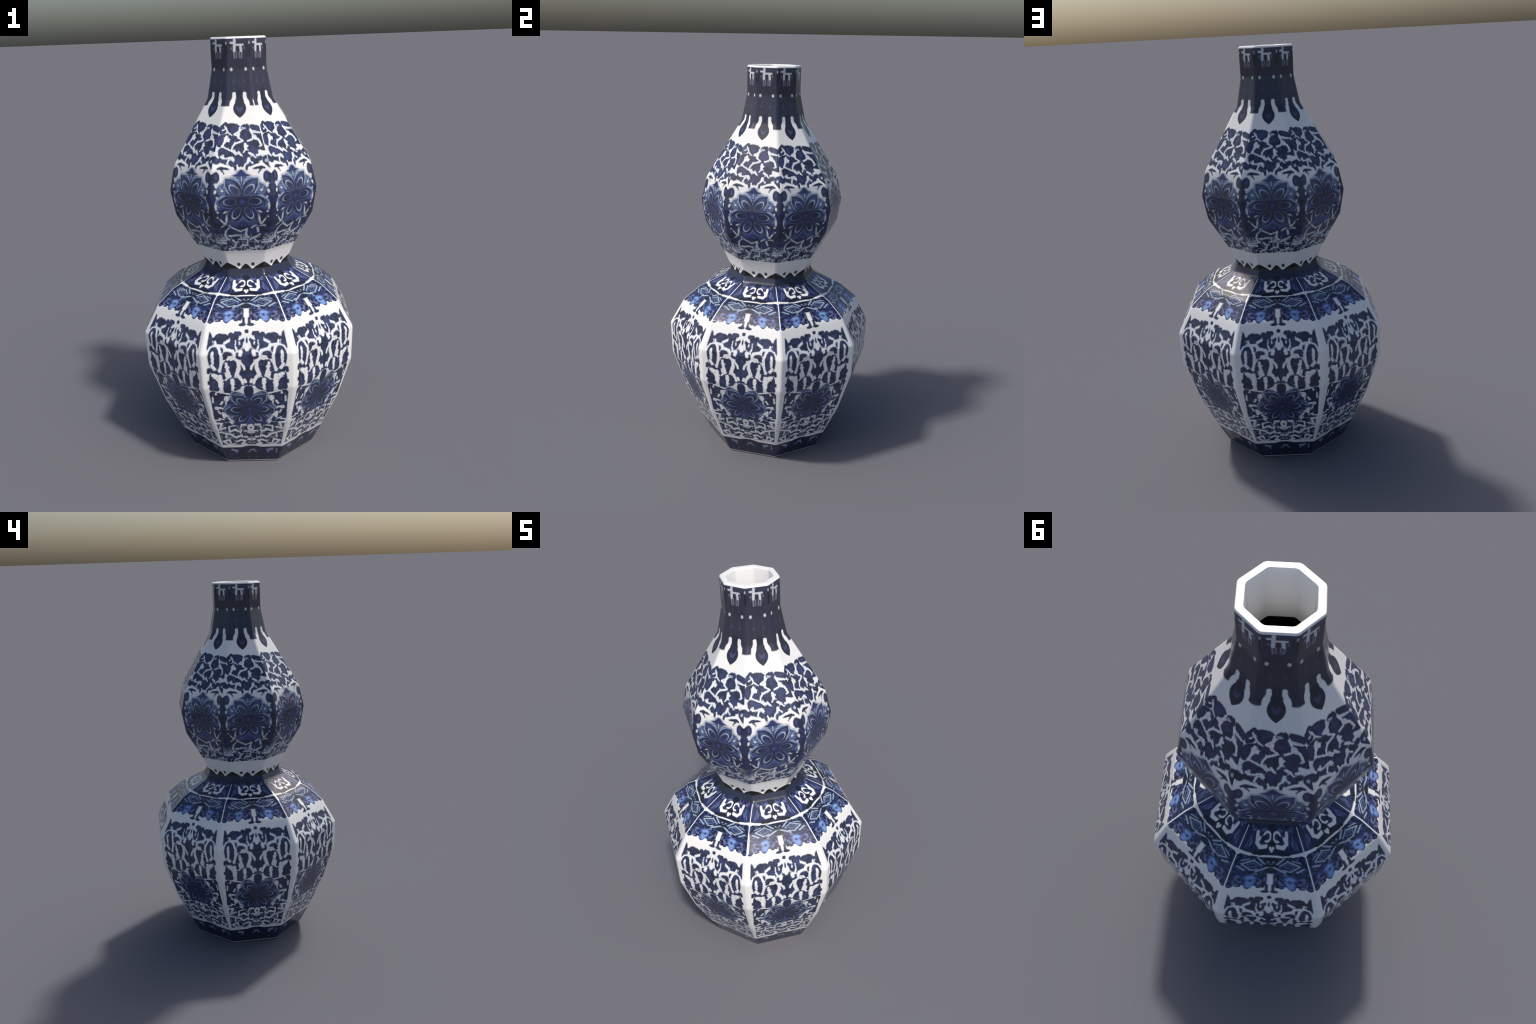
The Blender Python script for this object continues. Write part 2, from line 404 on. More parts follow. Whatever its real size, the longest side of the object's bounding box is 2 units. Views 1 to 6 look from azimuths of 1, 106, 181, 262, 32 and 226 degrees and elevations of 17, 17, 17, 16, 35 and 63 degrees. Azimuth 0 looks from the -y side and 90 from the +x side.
BELLY_VINE = [
    (164.6, 160.3, 21.7, 6.5, 1), (152.5, 141.9, 13.6, 6, -68), (153.5, 122.2, 24, 5.4, -19), (95.5, 164.6, 9.9, 3.9, 52), (94.9, 163, 7.6, 4.7, 56),
    (114.3, 118.2, 16.4, 4.8, -82), (77.7, 108.6, 13, 6.5, 23), (96.7, 109.7, 20, 5.5, -23), (35.5, 147.8, 10.4, 6.4, -2), (50.6, 134.8, 10.3, 4.5, -62),
    (54.6, 103.9, 11.9, 4.6, -68), (0, 104.9, 37.1, 4.3, 0), (0, 94.9, 16.7, 4.9, 0), (70.6, 66.8, 18.7, 6.9, -25), (97.3, 67.8, 12.9, 7, 43),
    (118.6, 83.6, 14.5, 6, 20), (157.6, 95.9, 27.6, 5.1, 15), (140.5, 73.7, 12.9, 5.2, -85), (52.4, 69.2, 9.2, 4.2, -89), (32.2, 61.6, 8.8, 6, 4),
    (50.1, 37.4, 12.4, 6.7, 14), (74.3, 35.1, 13.8, 5.1, -26), (45.7, 22.9, 12.4, 5.3, -51), (126.8, 32.6, 10.5, 5.3, 76), (148, 37.5, 19.6, 6.3, -16),
    (154.4, 21.4, 16.8, 5.6, 40), (122.5, 11.1, 22.4, 4, -7), (45.8, 11.6, 11.4, 7.4, 17), (95.8, 140.3, 16.1, 3.8, -8), (163.7, 181.5, 15.4, 3.9, -8),
    (139.4, 188.7, 11.7, 3.5, 22), (96, 182.2, 15.7, 4.2, 53),
]
BELLY_RING = [
    (0, 129.4, 24.4, 18.2, 90), (0, 45.1, 25.3, 9.7, 0),
]
BELLY_RING_HOLE = [
    (0, 126.8, 6, 6.1, 0), (0, 45.1, 7.5, 3.7, 0),
]
FOOT_CREST = [
    (-0.2, 90.7, 55.2, 26.6, -2),
]
FOOT_MARK = [
    (85, 85.3, 10.2, 7.8, 20), (79.3, 71.8, 8.6, 3.1, 64),
]
FOOT_CURL = [
    (117.9, 76.1, 13.8, 3, -84), (-10.2, 77.3, 8.5, 2.7, 65), (0.9, 87.7, 7.5, 4.7, 5), (12.4, 77.4, 9.9, 3.1, -65),
]
FOOT_HAZE = [
    (102.8, 61, 17.4, 21.4, 50), (109.4, 31.1, 16.1, 16.4, 12),
]
FOOT_SPECK = [
    (20.6, 28, 4, 3.9, -51), (78.6, 26.8, 4.1, 4.9, 6), (20.4, 72.1, 5.4, 4.6, 19),
]
PANEL_LINE_CHANNEL = [
    (114.1, 574.8, 12.3, 4.6, 3), (94.7, 567, 10.1, 5, 46), (72.2, 555.6, 16, 5, 15), (54.1, 544.1, 7.8, 5.2, 69), (52.2, 528.6, 8.3, 5.3, -83),
    (60.9, 517.2, 6.1, 6.3, -19), (120.6, 565.4, 11.6, 5.1, 60), (109.9, 542.6, 13.7, 5.5, 69), (107.1, 509.2, 18.8, 6.2, -87), (112.4, 473.8, 17.2, 5.4, -76),
    (134.2, 581.7, 8.8, 4.5, 69), (146.1, 572, 10, 3.7, -17), (158.7, 562.6, 7.2, 4, -65), (43.1, 510.2, 11.3, 5.9, 45), (25.9, 493.1, 16.6, 5.2, 56),
    (15.4, 472.2, 7.2, 4.6, 80), (37.5, 486.8, 13, 7, 84), (41.6, 456, 18.7, 8.5, -73), (51.8, 432.5, 7.3, 3.2, -49), (32.1, 421.8, 10.5, 6.9, 63),
    (25.1, 402.9, 9.8, 5.1, 76), (11.8, 408.8, 7, 4.7, 67), (79.3, 446.5, 14.6, 7.6, 75), (84.8, 422.5, 12.7, 4.2, -43), (65.5, 404, 9.6, 8.4, 86),
    (65.8, 377.6, 16.9, 5.9, -86), (115.8, 408.3, 25.1, 9.2, 89), (137, 436.8, 6.6, 8.8, 25), (115.2, 368.8, 15.5, 4.2, -89), (102.2, 344, 18.9, 4.2, 15),
    (22.1, 372.4, 18.2, 3.6, -36), (55.1, 352.8, 19.9, 4, -23), (0, 566.6, 6.5, 9.7, 90), (27.1, 542, 6.6, 8.2, -80), (45.9, 562.7, 6, 3.7, 66),
    (48.6, 584.8, 7.4, 2.6, -89), (15.9, 609.8, 4.2, 4.4, -63), (24, 603.5, 6.7, 4.4, -22),
]
BELLY_LINE_CHANNEL = [
    (98, 311.4, 10.8, 6.4, -82), (104.9, 282, 12.3, 3.3, 87), (124.1, 286.7, 8.7, 4.8, -55), (160.4, 305.3, 13.2, 4, -81), (142.3, 258.3, 11.7, 5.6, 9),
    (125.9, 212.9, 12.6, 7.2, 85), (143.4, 229.5, 8.3, 3.8, 69), (141.1, 340.8, 2.4, 4.7, -73), (152.3, 251, 4.8, 4.5, 17), (117.8, 256.9, 9, 4.2, -46),
    (81.5, 163.5, 8, 4.7, 52),
]
BELLY_MARGIN_STEM = [
    (107.2, 183.4, 21.3, 16, 2), (141.3, 256.1, 69.1, 22.1, -83), (88.7, 355.5, 10, 7.9, -39),
]
SPRAY_LINE_CHANNEL = [
    (-84.8, 575.6, 9.6, 3.4, -46), (-69.3, 560.2, 12.2, 2.9, -43), (-52.9, 548.5, 8.4, 2.3, -24), (-96, 567.2, 6.2, 2.5, 15), (-4.5, 566.8, 7.5, 5, 74),
    (-20.1, 553.6, 14.7, 3.9, 24), (0.1, 528.6, 15.7, 3.5, -29), (-7, 516.2, 20.9, 4, 13), (-33.3, 504.3, 9.4, 4.2, 49), (-41.1, 490.1, 7.3, 4.2, 77),
    (-77, 528.8, 9.3, 7.3, 74), (-84.8, 511.1, 10.2, 5.4, 60), (-74.7, 495.6, 16.3, 3.1, -24), (-46.9, 483.1, 14.2, 2.9, -24), (-28.7, 471.9, 7.6, 3, -46),
    (48, 523.3, 12.2, 3.6, 14), (63.4, 532.8, 7.6, 3.5, 62), (85, 530, 10.7, 4.6, -32), (97, 516, 8.8, 5, -70), (97.8, 499.7, 6.6, 3.1, 23),
    (24, 497.3, 9, 7.4, -88), (18.6, 481.2, 9, 2.8, 51), (29.5, 498, 5.2, 4, 30), (60, 559.8, 6.2, 5.8, -64), (85.1, 554.9, 22, 3, -4),
    (47, 467.8, 8.5, 5.1, -27), (59.7, 458.5, 7.5, 3.2, -47), (-3.3, 470.2, 8.8, 4.1, -47), (101.7, 473.4, 14.8, 6.9, -16), (85.6, 464.9, 14, 4.4, 13),
    (32.5, 442.3, 6.6, 5.7, 68), (24, 431, 7.9, 3.2, 41), (45, 434.8, 6.9, 3.1, -42), (-81.4, 457, 5.8, 5.2, -24), (-54.4, 453, 13.6, 3.9, 6),
    (-55.1, 438.8, 9.3, 4.2, 71), (-34.8, 450.6, 6.9, 3.3, -53), (-110.1, 495.7, 6.3, 4, -36), (-109.1, 467.1, 14.4, 3.8, -49), (20.4, 573, 9.7, 2, -9),
]
WREATH_LINE_CHANNEL = [
    (54.2, 419.3, 12.6, 3.4, 23), (78.9, 424.8, 13, 3.5, 2), (99.5, 417.9, 10.5, 4.2, -45), (112.9, 401.9, 10.8, 4.4, -54), (39.2, 402.6, 7.9, 7.6, -59),
    (69.7, 368.3, 14.8, 7.5, -66), (81.2, 394.5, 5.9, 4.9, 38), (14.1, 418.9, 5.7, 2.9, 68),
]


# ------------------------------------------------------------ painting kit
GLAZE = (0.89, 0.885, 0.87)
MILK = (0.66, 0.71, 0.74)
INK = (0.023, 0.028, 0.050)
COBALT = (0.055, 0.070, 0.170)
DEEP = (0.032, 0.041, 0.135)
BLEED = (0.16, 0.22, 0.46)
SLATE = (0.105, 0.160, 0.330)
PALE = (0.42, 0.50, 0.62)
SKY = (0.17, 0.29, 0.62)
VIOLET = (0.22, 0.23, 0.42)


class Paint:
    """Builds one glazed, painted material out of nodes."""

    def __init__(self, name, half_width, base, stretch=1.0):
        self.mat = bpy.data.materials.new(name)
        self.mat.use_nodes = True
        self.nt = self.mat.node_tree
        self.nt.nodes.clear()
        self.half_width, self.base, self.stretch = half_width, base, stretch
        self._coords()

    # -- plumbing
    def node(self, kind, *links, **props):
        n = self.nt.nodes.new(kind)
        for k, v in props.items():
            setattr(n, k, v)
        for i, v in enumerate(links):
            if v is None:
                continue
            if isinstance(v, bpy.types.NodeSocket):
                self.nt.links.new(v, n.inputs[i])
            else:
                n.inputs[i].default_value = v
        return n

    def math(self, op, *v, clamp=False):
        return self.node("ShaderNodeMath", *v, operation=op, use_clamp=clamp).outputs[0]

    def vmath(self, op, *v):
        n = self.node("ShaderNodeVectorMath", *v, operation=op)
        return n.outputs["Value"] if op in ("LENGTH", "DOT_PRODUCT", "DISTANCE") else n.outputs[0]

    def xyz(self, x, y, z=0.0):
        return self.node("ShaderNodeCombineXYZ", x, y, z).outputs[0]

    def noise(self, vec, scale, detail=2.0, colour=False, rough=0.5):
        n = self.node("ShaderNodeTexNoise", vec, noise_dimensions="3D")
        n.inputs["Scale"].default_value = scale
        n.inputs["Detail"].default_value = detail
        n.inputs["Roughness"].default_value = rough
        return n.outputs["Color" if colour else "Fac"]

    def _coords(self):
        tc = self.node("ShaderNodeTexCoord")
        self.object_co = tc.outputs["Object"]
        sep = self.node("ShaderNodeSeparateXYZ", self.object_co)
        az = self.math("ARCTAN2", sep.outputs[0], self.math("MULTIPLY", sep.outputs[1], -1.0))
        turn = self.math("MULTIPLY_ADD", az, 4 / math.pi, 8.5)
        self.face = self.math("FLOOR", turn)
        part = self.math("SUBTRACT", self.math("FRACT", turn), 0.5)
        u = self.math("TANGENT", self.math("MULTIPLY", part, math.pi / 4))
        self.x = self.math("MULTIPLY", u, 1000 * self.half_width / TAN8)
        self.z = sep.outputs[2]
        self.y = self.math("MULTIPLY", self.math("SUBTRACT", self.z, self.base), 1000 * self.stretch)
        self.p = self.xyz(self.x, self.y, 1.0)
        self.ax = self.math("ABSOLUTE", self.x)
        self.m = self.xyz(self.ax, self.y, 1.0)          # mirrored about the face's middle line
        self.grain = self.noise(self.object_co, 30.0, 2.0)

    def wobble(self, vec, size, amount):
        """Shift the brush a little, as a hand does."""
        w = self.noise(vec, 1.0 / size, 2.0, colour=True)
        w = self.vmath("SUBTRACT", w, (0.5, 0.5, 0.5))
        w = self.vmath("MULTIPLY", w, (amount * 2, amount * 2, 0.0))
        return self.vmath("ADD", vec, w)

    def vary(self, d, vec, size, amount):
        """Let a line swell and thin along its way."""
        return self.math("ADD", d, self.math("MULTIPLY_ADD", self.noise(vec, 1.0 / size, 1.5), 2 * amount, -amount))

    def tendrils(self, vec, size, width):
        """Fine curling lines: the level curves of a smooth noise."""
        n = self.math("ABSOLUTE", self.math("SUBTRACT", self.noise(vec, 1.0 / size, 1.0), 0.5))
        return self.math("MULTIPLY_ADD", n, 1.1 * size, -width)

    # -- signed distances
    def local(self, vec, mark, sx=1.0, sy=1.0):
        """The mark's own axes, each one dot product (the panel vector carries z = 1)."""
        x, y, _, _, deg = mark
        c, n = math.cos(math.radians(deg)), math.sin(math.radians(deg))
        return (self.vmath("DOT_PRODUCT", vec, (c / sx, n / sx, -(x * c + y * n) / sx)),
                self.vmath("DOT_PRODUCT", vec, (-n / sy, c / sy, (x * n - y * c) / sy)))

    def ellipse(self, vec, mark):
        a, b = mark[2:4]
        x, y = self.local(vec, mark, a, b)
        r = self.math("SQRT", self.math("MULTIPLY_ADD", x, x, self.math("MULTIPLY", y, y)))
        return self.math("MULTIPLY_ADD", r, min(a, b), -min(a, b))

    def leaf(self, vec, mark):
        """Pointed at both ends: two facing parabolas."""
        a, b = mark[2:4]
        x, y = self.local(vec, mark, a, b)
        r = self.math("MULTIPLY_ADD", x, x, self.math("ABSOLUTE", y))
        return self.math("MULTIPLY_ADD", r, b, -b)

    def stroke(self, vec, mark):
        x, y = self.local(vec, mark)
        x = self.math("MAXIMUM", self.math("SUBTRACT", self.math("ABSOLUTE", x), mark[2]), 0.0)
        r = self.math("SQRT", self.math("MULTIPLY_ADD", x, x, self.math("MULTIPLY", y, y)))
        return self.math("SUBTRACT", r, mark[3])

    def union(self, *ds):
        out = None
        for d in ds:
            out = d if out is None else self.math("MINIMUM", out, d)
        return out

    def brush(self, vec, marks, shape):
        """All the marks of one list as a node group: panel position in, distance out."""
        tree = bpy.data.node_groups.new("brush_" + shape.__name__, "ShaderNodeTree")
        tree.interface.new_socket("Position", in_out="INPUT", socket_type="NodeSocketVector")
        tree.interface.new_socket("Distance", in_out="OUTPUT", socket_type="NodeSocketFloat")
        outer, self.nt = self.nt, tree
        pos = self.node("NodeGroupInput").outputs[0]
        out = None
        for mark in marks:
            d = shape(pos, mark)
            out = d if out is None else self.math("MINIMUM", out, d)
        self.node("NodeGroupOutput", out)
        self.nt = outer
        return self.node("ShaderNodeGroup", vec, node_tree=tree).outputs[0]

    def blobs(self, vec, *lists):
        return self.union(*[self.brush(vec, marks, self.ellipse) for marks in lists])

    def leaves(self, vec, *lists):
        return self.union(*[self.brush(vec, marks, self.leaf) for marks in lists])

    def strokes(self, vec, *lists):
        return self.union(*[self.brush(vec, marks, self.stroke) for marks in lists])

    def rings(self, vec, marks, width, shape="ellipse"):
        """Lines drawn along the rims of ellipses or leaves."""
        make = getattr(self, shape)

        def rim(pos, mark):
            return self.math("SUBTRACT", self.math("ABSOLUTE", make(pos, mark)), width)
        return self.brush(vec, marks, rim)

    def grow(self, d, amount):
        return self.math("SUBTRACT", d, amount)

    def ramp(self, v, lo, hi, a=0.0, b=1.0):
        n = self.node("ShaderNodeMapRange", v, lo, hi, a, b, interpolation_type="SMOOTHSTEP")
        return n.outputs[0]

    def inside(self, d, soft=2.2):
        return self.ramp(d, -soft, soft, 1.0, 0.0)

    def mix(self, a, b, f):
        n = self.nt.nodes.new("ShaderNodeMix")
        n.data_type = "RGBA"
        n.clamp_factor = True
        for sock, v in ((n.inputs[0], f), (n.inputs[6], a), (n.inputs[7], b)):
            if isinstance(v, bpy.types.NodeSocket):
                self.nt.links.new(v, sock)
            else:
                sock.default_value = v if isinstance(v, (int, float)) else (*v, 1.0)
        return n.outputs[2]

    def reserve(self, under, d, white=GLAZE, strength=0.95):
        """Leave a line of bare glaze in the ink, with a pale blue bleed along it."""
        under = self.mix(under, (0.26, 0.34, 0.56), self.times(self.inside(self.grow(d, 1.2), 2.6), 0.6))
        return self.mix(under, white, self.times(self.inside(self.grow(d, -0.6), 2.2), strength))

    def times(self, a, b):
        return self.math("MULTIPLY", a, b)

    def ink(self, under, d, deep=COBALT, edge=INK, body=6.5, soft=2.3, strength=0.8):
        """A wash of cobalt: dark where the brush edge pooled, bluer inside."""
        cloud = self.ramp(self.grain, 0.34, 0.68, 0.12, 1.0)
        heart = self.times(self.ramp(d, -body * 0.35, -body, 0.0, strength), cloud)
        tinged = self.mix(under, BLEED, self.times(self.inside(self.grow(d, 1.4), 2.4), 0.55))
        return self.mix(tinged, self.mix(edge, deep, heart), self.inside(self.grow(d, -0.4), soft))

    def finish(self, colour, rough=0.19):
        out = self.node("ShaderNodeOutputMaterial")
        b = self.node("ShaderNodeBsdfPrincipled")
        if isinstance(colour, bpy.types.NodeSocket):
            tone = self.ramp(self.noise(self.object_co, 160.0, 2.0), 0.3, 0.7, 0.98, 1.02)
            n = self.node("ShaderNodeVectorMath", colour, None, None, tone, operation="SCALE")
            self.nt.links.new(n.outputs[0], b.inputs["Base Color"])
        else:
            b.inputs["Base Color"].default_value = (*colour, 1)
        b.inputs["Roughness"].default_value = rough
        b.inputs["IOR"].default_value = 1.5
        self.nt.links.new(b.outputs[0], out.inputs[0])
        return self.mat


# -------------------------------------------------------------- decoration
def paint_plain(name, colour, rough=0.19):
    return Paint(name, 0.1, 0.0).finish(colour, rough)


def paint_neck():
    k = Paint("cobalt_neck_glaze", 0.056, 1.64)
    p, m = k.wobble(k.p, 9.0, 1.2), k.wobble(k.m, 9.0, 1.2)
    streak = k.noise(k.xyz(k.ax, k.times(k.y, 0.25)), 0.07, 3.0)
    ink = k.mix((0.036, 0.036, 0.054), (0.043, 0.044, 0.078), k.ramp(streak, 0.35, 0.7))
    ink = k.mix(ink, (0.030, 0.040, 0.110), k.times(k.ramp(k.ax, 44, 56), 0.35))
    ink = k.mix(ink, (0.050, 0.056, 0.105), k.times(k.ramp(k.y, 318, 345), 0.8))
    col = k.mix(ink, (0.10, 0.11, 0.20), k.times(k.inside(k.blobs(m, NECK_FAINT_SPOT), 4.0), 0.35))
    dark_corner = k.times(k.ramp(k.math("ABSOLUTE", k.math("SUBTRACT", k.y, 300)), 18, 34, 1, 0), k.ramp(k.ax, 51, 55))
    col = k.mix(col, (0.008, 0.008, 0.012), dark_corner)
    # the drips end on the white slope
    ragged = k.math("SUBTRACT", 64.0, k.vmath("DOT_PRODUCT", m, (0, 1, 0)))
    col = k.mix(col, GLAZE, k.inside(k.math("MULTIPLY", ragged, -1.0), 3.8))
    col = k.mix(col, GLAZE, k.inside(k.strokes(m, NECK_SLIT), 2.4))
    drop = k.union(k.strokes(k.m, NECK_DROP), k.leaves(k.m, NECK_DROP_LENS))
    col = k.mix(col, INK, k.inside(drop, 1.8))
    col = k.mix(col, (0.09, 0.10, 0.24), k.times(k.inside(k.blobs(m, NECK_DROP_GLOSS), 3.0), 0.6))
    col = k.mix(col, (0.24, 0.245, 0.34), k.times(k.inside(k.strokes(k.p, NECK_FRINGE), 2.4), 0.75))
    col = k.mix(col, MILK, k.times(k.inside(k.strokes(k.p, NECK_CHARM), 2.5), 0.95))
    col = k.mix(col, MILK, k.inside(k.blobs(k.m, NECK_SPECK), 3.3))
    col = k.mix(col, VIOLET, k.times(k.inside(k.blobs(k.m, NECK_FAINT_SPECK), 3.0), 0.7))
    return k.finish(col)


def paint_upper_bulb():
    k = Paint("cobalt_spray_glaze", 0.12, 1.04)
    p, m = k.wobble(k.p, 8.0, 2.6), k.wobble(k.m, 8.0, 1.8)
    f = k.wobble(k.m, 12.0, 1.0)
    spray = k.grow(k.union(k.blobs(p, SPRAY_LEAF), k.strokes(p, SPRAY_STEM)), 2.8)
    col = k.ink(GLAZE, k.vary(spray, k.p, 5.0, 1.8))
    col = k.reserve(col, k.vary(k.strokes(p, SPRAY_LINE_CHANNEL), k.p, 6.0, 2.6))
    col = k.mix(col, (0.055, 0.065, 0.22), k.times(k.inside(k.blobs(p, SPRAY_HEART), 4.0), 0.6))
    col = k.mix(col, PALE, k.inside(k.blobs(p, SPRAY_SPECK), 2.4))
    # below the spray the ground turns dark and the flower fills the face
    lower = k.union(k.strokes(m, FLOWER_GROUND, CORNER_TRUNK), k.blobs(m, WREATH_LEAF, WREATH_OVAL))
    col = k.ink(col, lower, deep=DEEP)
    col = k.mix(col, GLAZE, k.inside(k.strokes(m, WREATH_LINE_CHANNEL), 2.1))
    col = k.mix(col, (0.075, 0.095, 0.27), k.times(k.inside(k.blobs(m, WREATH_OVAL_HEART), 5.0), 0.6))
    streaks = k.noise(k.vmath("MULTIPLY", f, (0.07, 0.16, 0.0)), 1.0, 2.0)
    halo = k.inside(k.blobs(f, FLOWER_HALO), 6.0)
    col = k.mix(col, k.mix(SLATE, PALE, k.ramp(streaks, 0.50, 0.68)), k.times(halo, 0.62))
    col = k.mix(col, DEEP, k.inside(k.blobs(f, FLOWER_BUD), 3.0))
    col = k.mix(col, (0.065, 0.095, 0.290), k.times(k.inside(k.strokes(f, FLOWER_VEIL), 5.0), 0.85))
    tip = k.ramp(k.vmath("DISTANCE", f, (1.7, 268.8, 1.0)), 44, 82, 0.12, 1.0)
    petal = k.grow(k.leaves(f, FLOWER_PETAL), 3.0)
    col = k.mix(col, SLATE, k.times(k.inside(k.math("SUBTRACT", petal, 3.0), 2.7), k.times(tip, 0.95)))
    col = k.ink(col, petal, deep=(0.045, 0.060, 0.190), body=8.0, soft=1.6)
    col = k.mix(col, (0.080, 0.115, 0.260), k.times(k.inside(k.blobs(f, FLOWER_PETAL_HEART), 5.0), 0.6))
    core = k.ramp(k.vmath("DISTANCE", f, (0.0, 268.8, 1.0)), 12.0, 58.0, 0.75, 0.0)
    col = k.mix(col, (0.030, 0.031, 0.075), core)
    loop = k.rings(f, FLOWER_LOOP, 1.5)
    col = k.mix(col, PALE, k.times(k.inside(loop, 1.5), tip))
    col = k.mix(col, PALE, k.times(k.inside(k.strokes(f, FLOWER_LINE), 2.0), 0.8))
    col = k.mix(col, (0.085, 0.10, 0.34), k.times(k.inside(k.blobs(f, FLOWER_EYE), 5.0), 0.6))
    col = k.mix(col, MILK, k.times(k.inside(k.blobs(m, FLOWER_SCRAP), 2.4), 0.9))
    # hem of thin reserved vines
    col = k.mix(col, (0.045, 0.060, 0.20), k.times(k.inside(k.strokes(f, HEM_BLUE), 3.0), 0.8))
    col = k.mix(col, (0.035, 0.045, 0.20), k.times(k.inside(k.blobs(p, HEM_BLOOM), 6.0), 0.8))
    w = k.wobble(k.p, 7.0, 3.0)
    fine = k.math("MAXIMUM", k.tendrils(w, 34.0, 1.3), k.math("MULTIPLY", k.math("SUBTRACT", k.y, 108.0), 0.15))
    col = k.mix(col, MILK, k.times(k.inside(k.grow(fine, -0.5), 1.7), 0.75))
    vine = k.union(k.strokes(w, HEM_VINE), k.strokes(f, HEM_STRIPE))
    col = k.reserve(col, k.vary(vine, k.p, 6.0, 2.8), MILK)  # vine white toned down to MILK for shadow on the lower bulb
    return k.finish(col)


def paint_waist():
    k = Paint("waist_glaze", 0.085, 0.95)
    m = k.wobble(k.m, 9.0, 0.5)
    # a zigzag edge: a short tent at the middle of each face, a wide one over each corner
    mx, my = k.vmath("DOT_PRODUCT", m, (1, 0, 0)), k.vmath("DOT_PRODUCT", m, (0, 1, 0))
    tent = k.math("ADD", my, k.math("MULTIPLY_ADD", mx, 1.06, -39.0))
    tent = k.math("MAXIMUM", tent, k.math("SUBTRACT", my, 34.5))
    corner = k.math("ADD", my, k.math("MULTIPLY_ADD", k.math("SUBTRACT", 85.0, mx), 0.70, -46.0))
    corner = k.math("MAXIMUM", corner, k.math("SUBTRACT", my, 43.0))
    arch = k.union(tent, corner, k.math("SUBTRACT", k.y, 10.0))
    col = k.mix(GLAZE, (0.013, 0.013, 0.016), k.inside(arch, 1.6))
    col = k.mix(col, INK, k.inside(k.blobs(m, WAIST_DOT), 3.0))
    return k.finish(col)


def paint_shoulder():
    k = Paint("shoulder_glaze", 0.13, 0.75, 1.9)
    p, m = k.wobble(k.p, 8.0, 1.4), k.wobble(k.m, 8.0, 1.4)
    streak = k.noise(k.xyz(k.ax, k.times(k.y, 0.10)), 0.16, 3.0)
    curl = k.noise(k.wobble(k.m, 14.0, 9.0), 0.075, 3.0)
    upper = k.mix((0.017, 0.022, 0.060), (0.055, 0.070, 0.20), k.ramp(streak, 0.42, 0.72))
    upper = k.mix(upper, (0.023, 0.029, 0.054), k.times(k.ramp(k.y, 320, 358), 0.95))  # slate tint lightens the shoulder top with its reflected light
    lower = k.mix((0.013, 0.017, 0.040), (0.065, 0.095, 0.27), k.ramp(curl, 0.44, 0.66))
    col = k.mix(lower, upper, k.ramp(k.y, 232, 236))
    col = k.mix(col, (0.010, 0.013, 0.026), k.inside(k.blobs(m, COLLAR_CROWN), 5.0))
    col = k.mix(col, (0.16, 0.21, 0.42), k.times(k.inside(k.blobs(m, COLLAR_FLECK), 3.8), 0.7))
    # sky-coloured clouds on the lower row
    c = k.wobble(k.m, 9.0, 5.5)
    col = k.mix(col, SKY, k.times(k.inside(k.blobs(c, CLOUD_SKY), 6.0), k.ramp(curl, 0.30, 0.58, 0.45, 1.0)))
    col = k.mix(col, (0.27, 0.42, 0.76), k.times(k.inside(k.grow(k.blobs(c, CLOUD_SKY), -6.0), 5.0), 0.7))
    col = k.mix(col, VIOLET, k.times(k.inside(k.blobs(c, CLOUD_VIOLET), 3.0), 0.75))
    col = k.mix(col, DEEP, k.inside(k.blobs(c, CLOUD_INK), 3.0))
    col = k.mix(col, (0.011, 0.014, 0.026), k.times(k.inside(k.strokes(k.m, BADGE), 4.0), 0.85))
    # the white edge below: scallops, a middle gap, little tails
    hem = k.union(k.math("SUBTRACT", 83.0, k.vmath("DOT_PRODUCT", m, (0, 1, 0))))
    keep = k.leaves(k.wobble(k.m, 9.0, 3.5), SHOULDER_HEM)
    white = k.math("MAXIMUM", k.math("MULTIPLY", hem, -1.0), k.math("MULTIPLY", keep, -1.0))
    col = k.mix(col, GLAZE, k.inside(white, 1.8))
    col = k.mix(col, GLAZE, k.inside(k.strokes(m, SHOULDER_GAP), 2.7))
    col = k.ink(col, k.strokes(m, SHOULDER_TAIL))
    # diamonds and badge
    col = k.mix(col, (0.012, 0.017, 0.032), k.times(k.inside(k.blobs(m, DIAMOND_HEART), 6.0), 0.8))
    col = k.mix(col, (0.06, 0.08, 0.24), k.times(k.inside(k.blobs(m, DIAMOND_EYE), 4.0), 0.9))
    col = k.mix(col, (0.44, 0.54, 0.64), k.times(k.inside(k.grow(k.strokes(k.m, DIAMOND_LINE), -0.6), 2.4), 0.85))
    col = k.mix(col, (0.13, 0.19, 0.33), k.times(k.inside(k.strokes(k.m, DIAMOND_INNER_LINE), 1.8), 0.85))
    col = k.mix(col, PALE, k.times(k.inside(k.blobs(k.m, BADGE_FLECK), 3.0), 0.8))
    # white collar loops with dark scrolls across them
    col = k.mix(col, GLAZE, k.inside(k.union(k.strokes(m, COLLAR_LOOP), k.strokes(m, BELT_LINE)), 2.4))
    edge = k.math("MULTIPLY", k.math("SUBTRACT", k.ax, 127.6), -1.0)
    ridge = k.union(k.math("MAXIMUM", edge, k.math("SUBTRACT", k.y, 335.0)), k.strokes(k.m, RIDGE_JOINT))
    col = k.mix(col, GLAZE, k.inside(ridge, 1.3))
    col = k.mix(col, GLAZE, k.inside(k.rings(m, COLLAR_RING, 4.6), 2.2))
    col = k.mix(col, (0.020, 0.026, 0.075), k.inside(k.blobs(m, COLLAR_NOTCH), 2.6))
    col = k.mix(col, (0.014, 0.017, 0.030), k.inside(k.strokes(k.m, COLLAR_SCROLL), 2.4))
    col = k.mix(col, GLAZE, k.inside(k.blobs(k.m, COLLAR_HEART), 2.4))
    return k.finish(col)


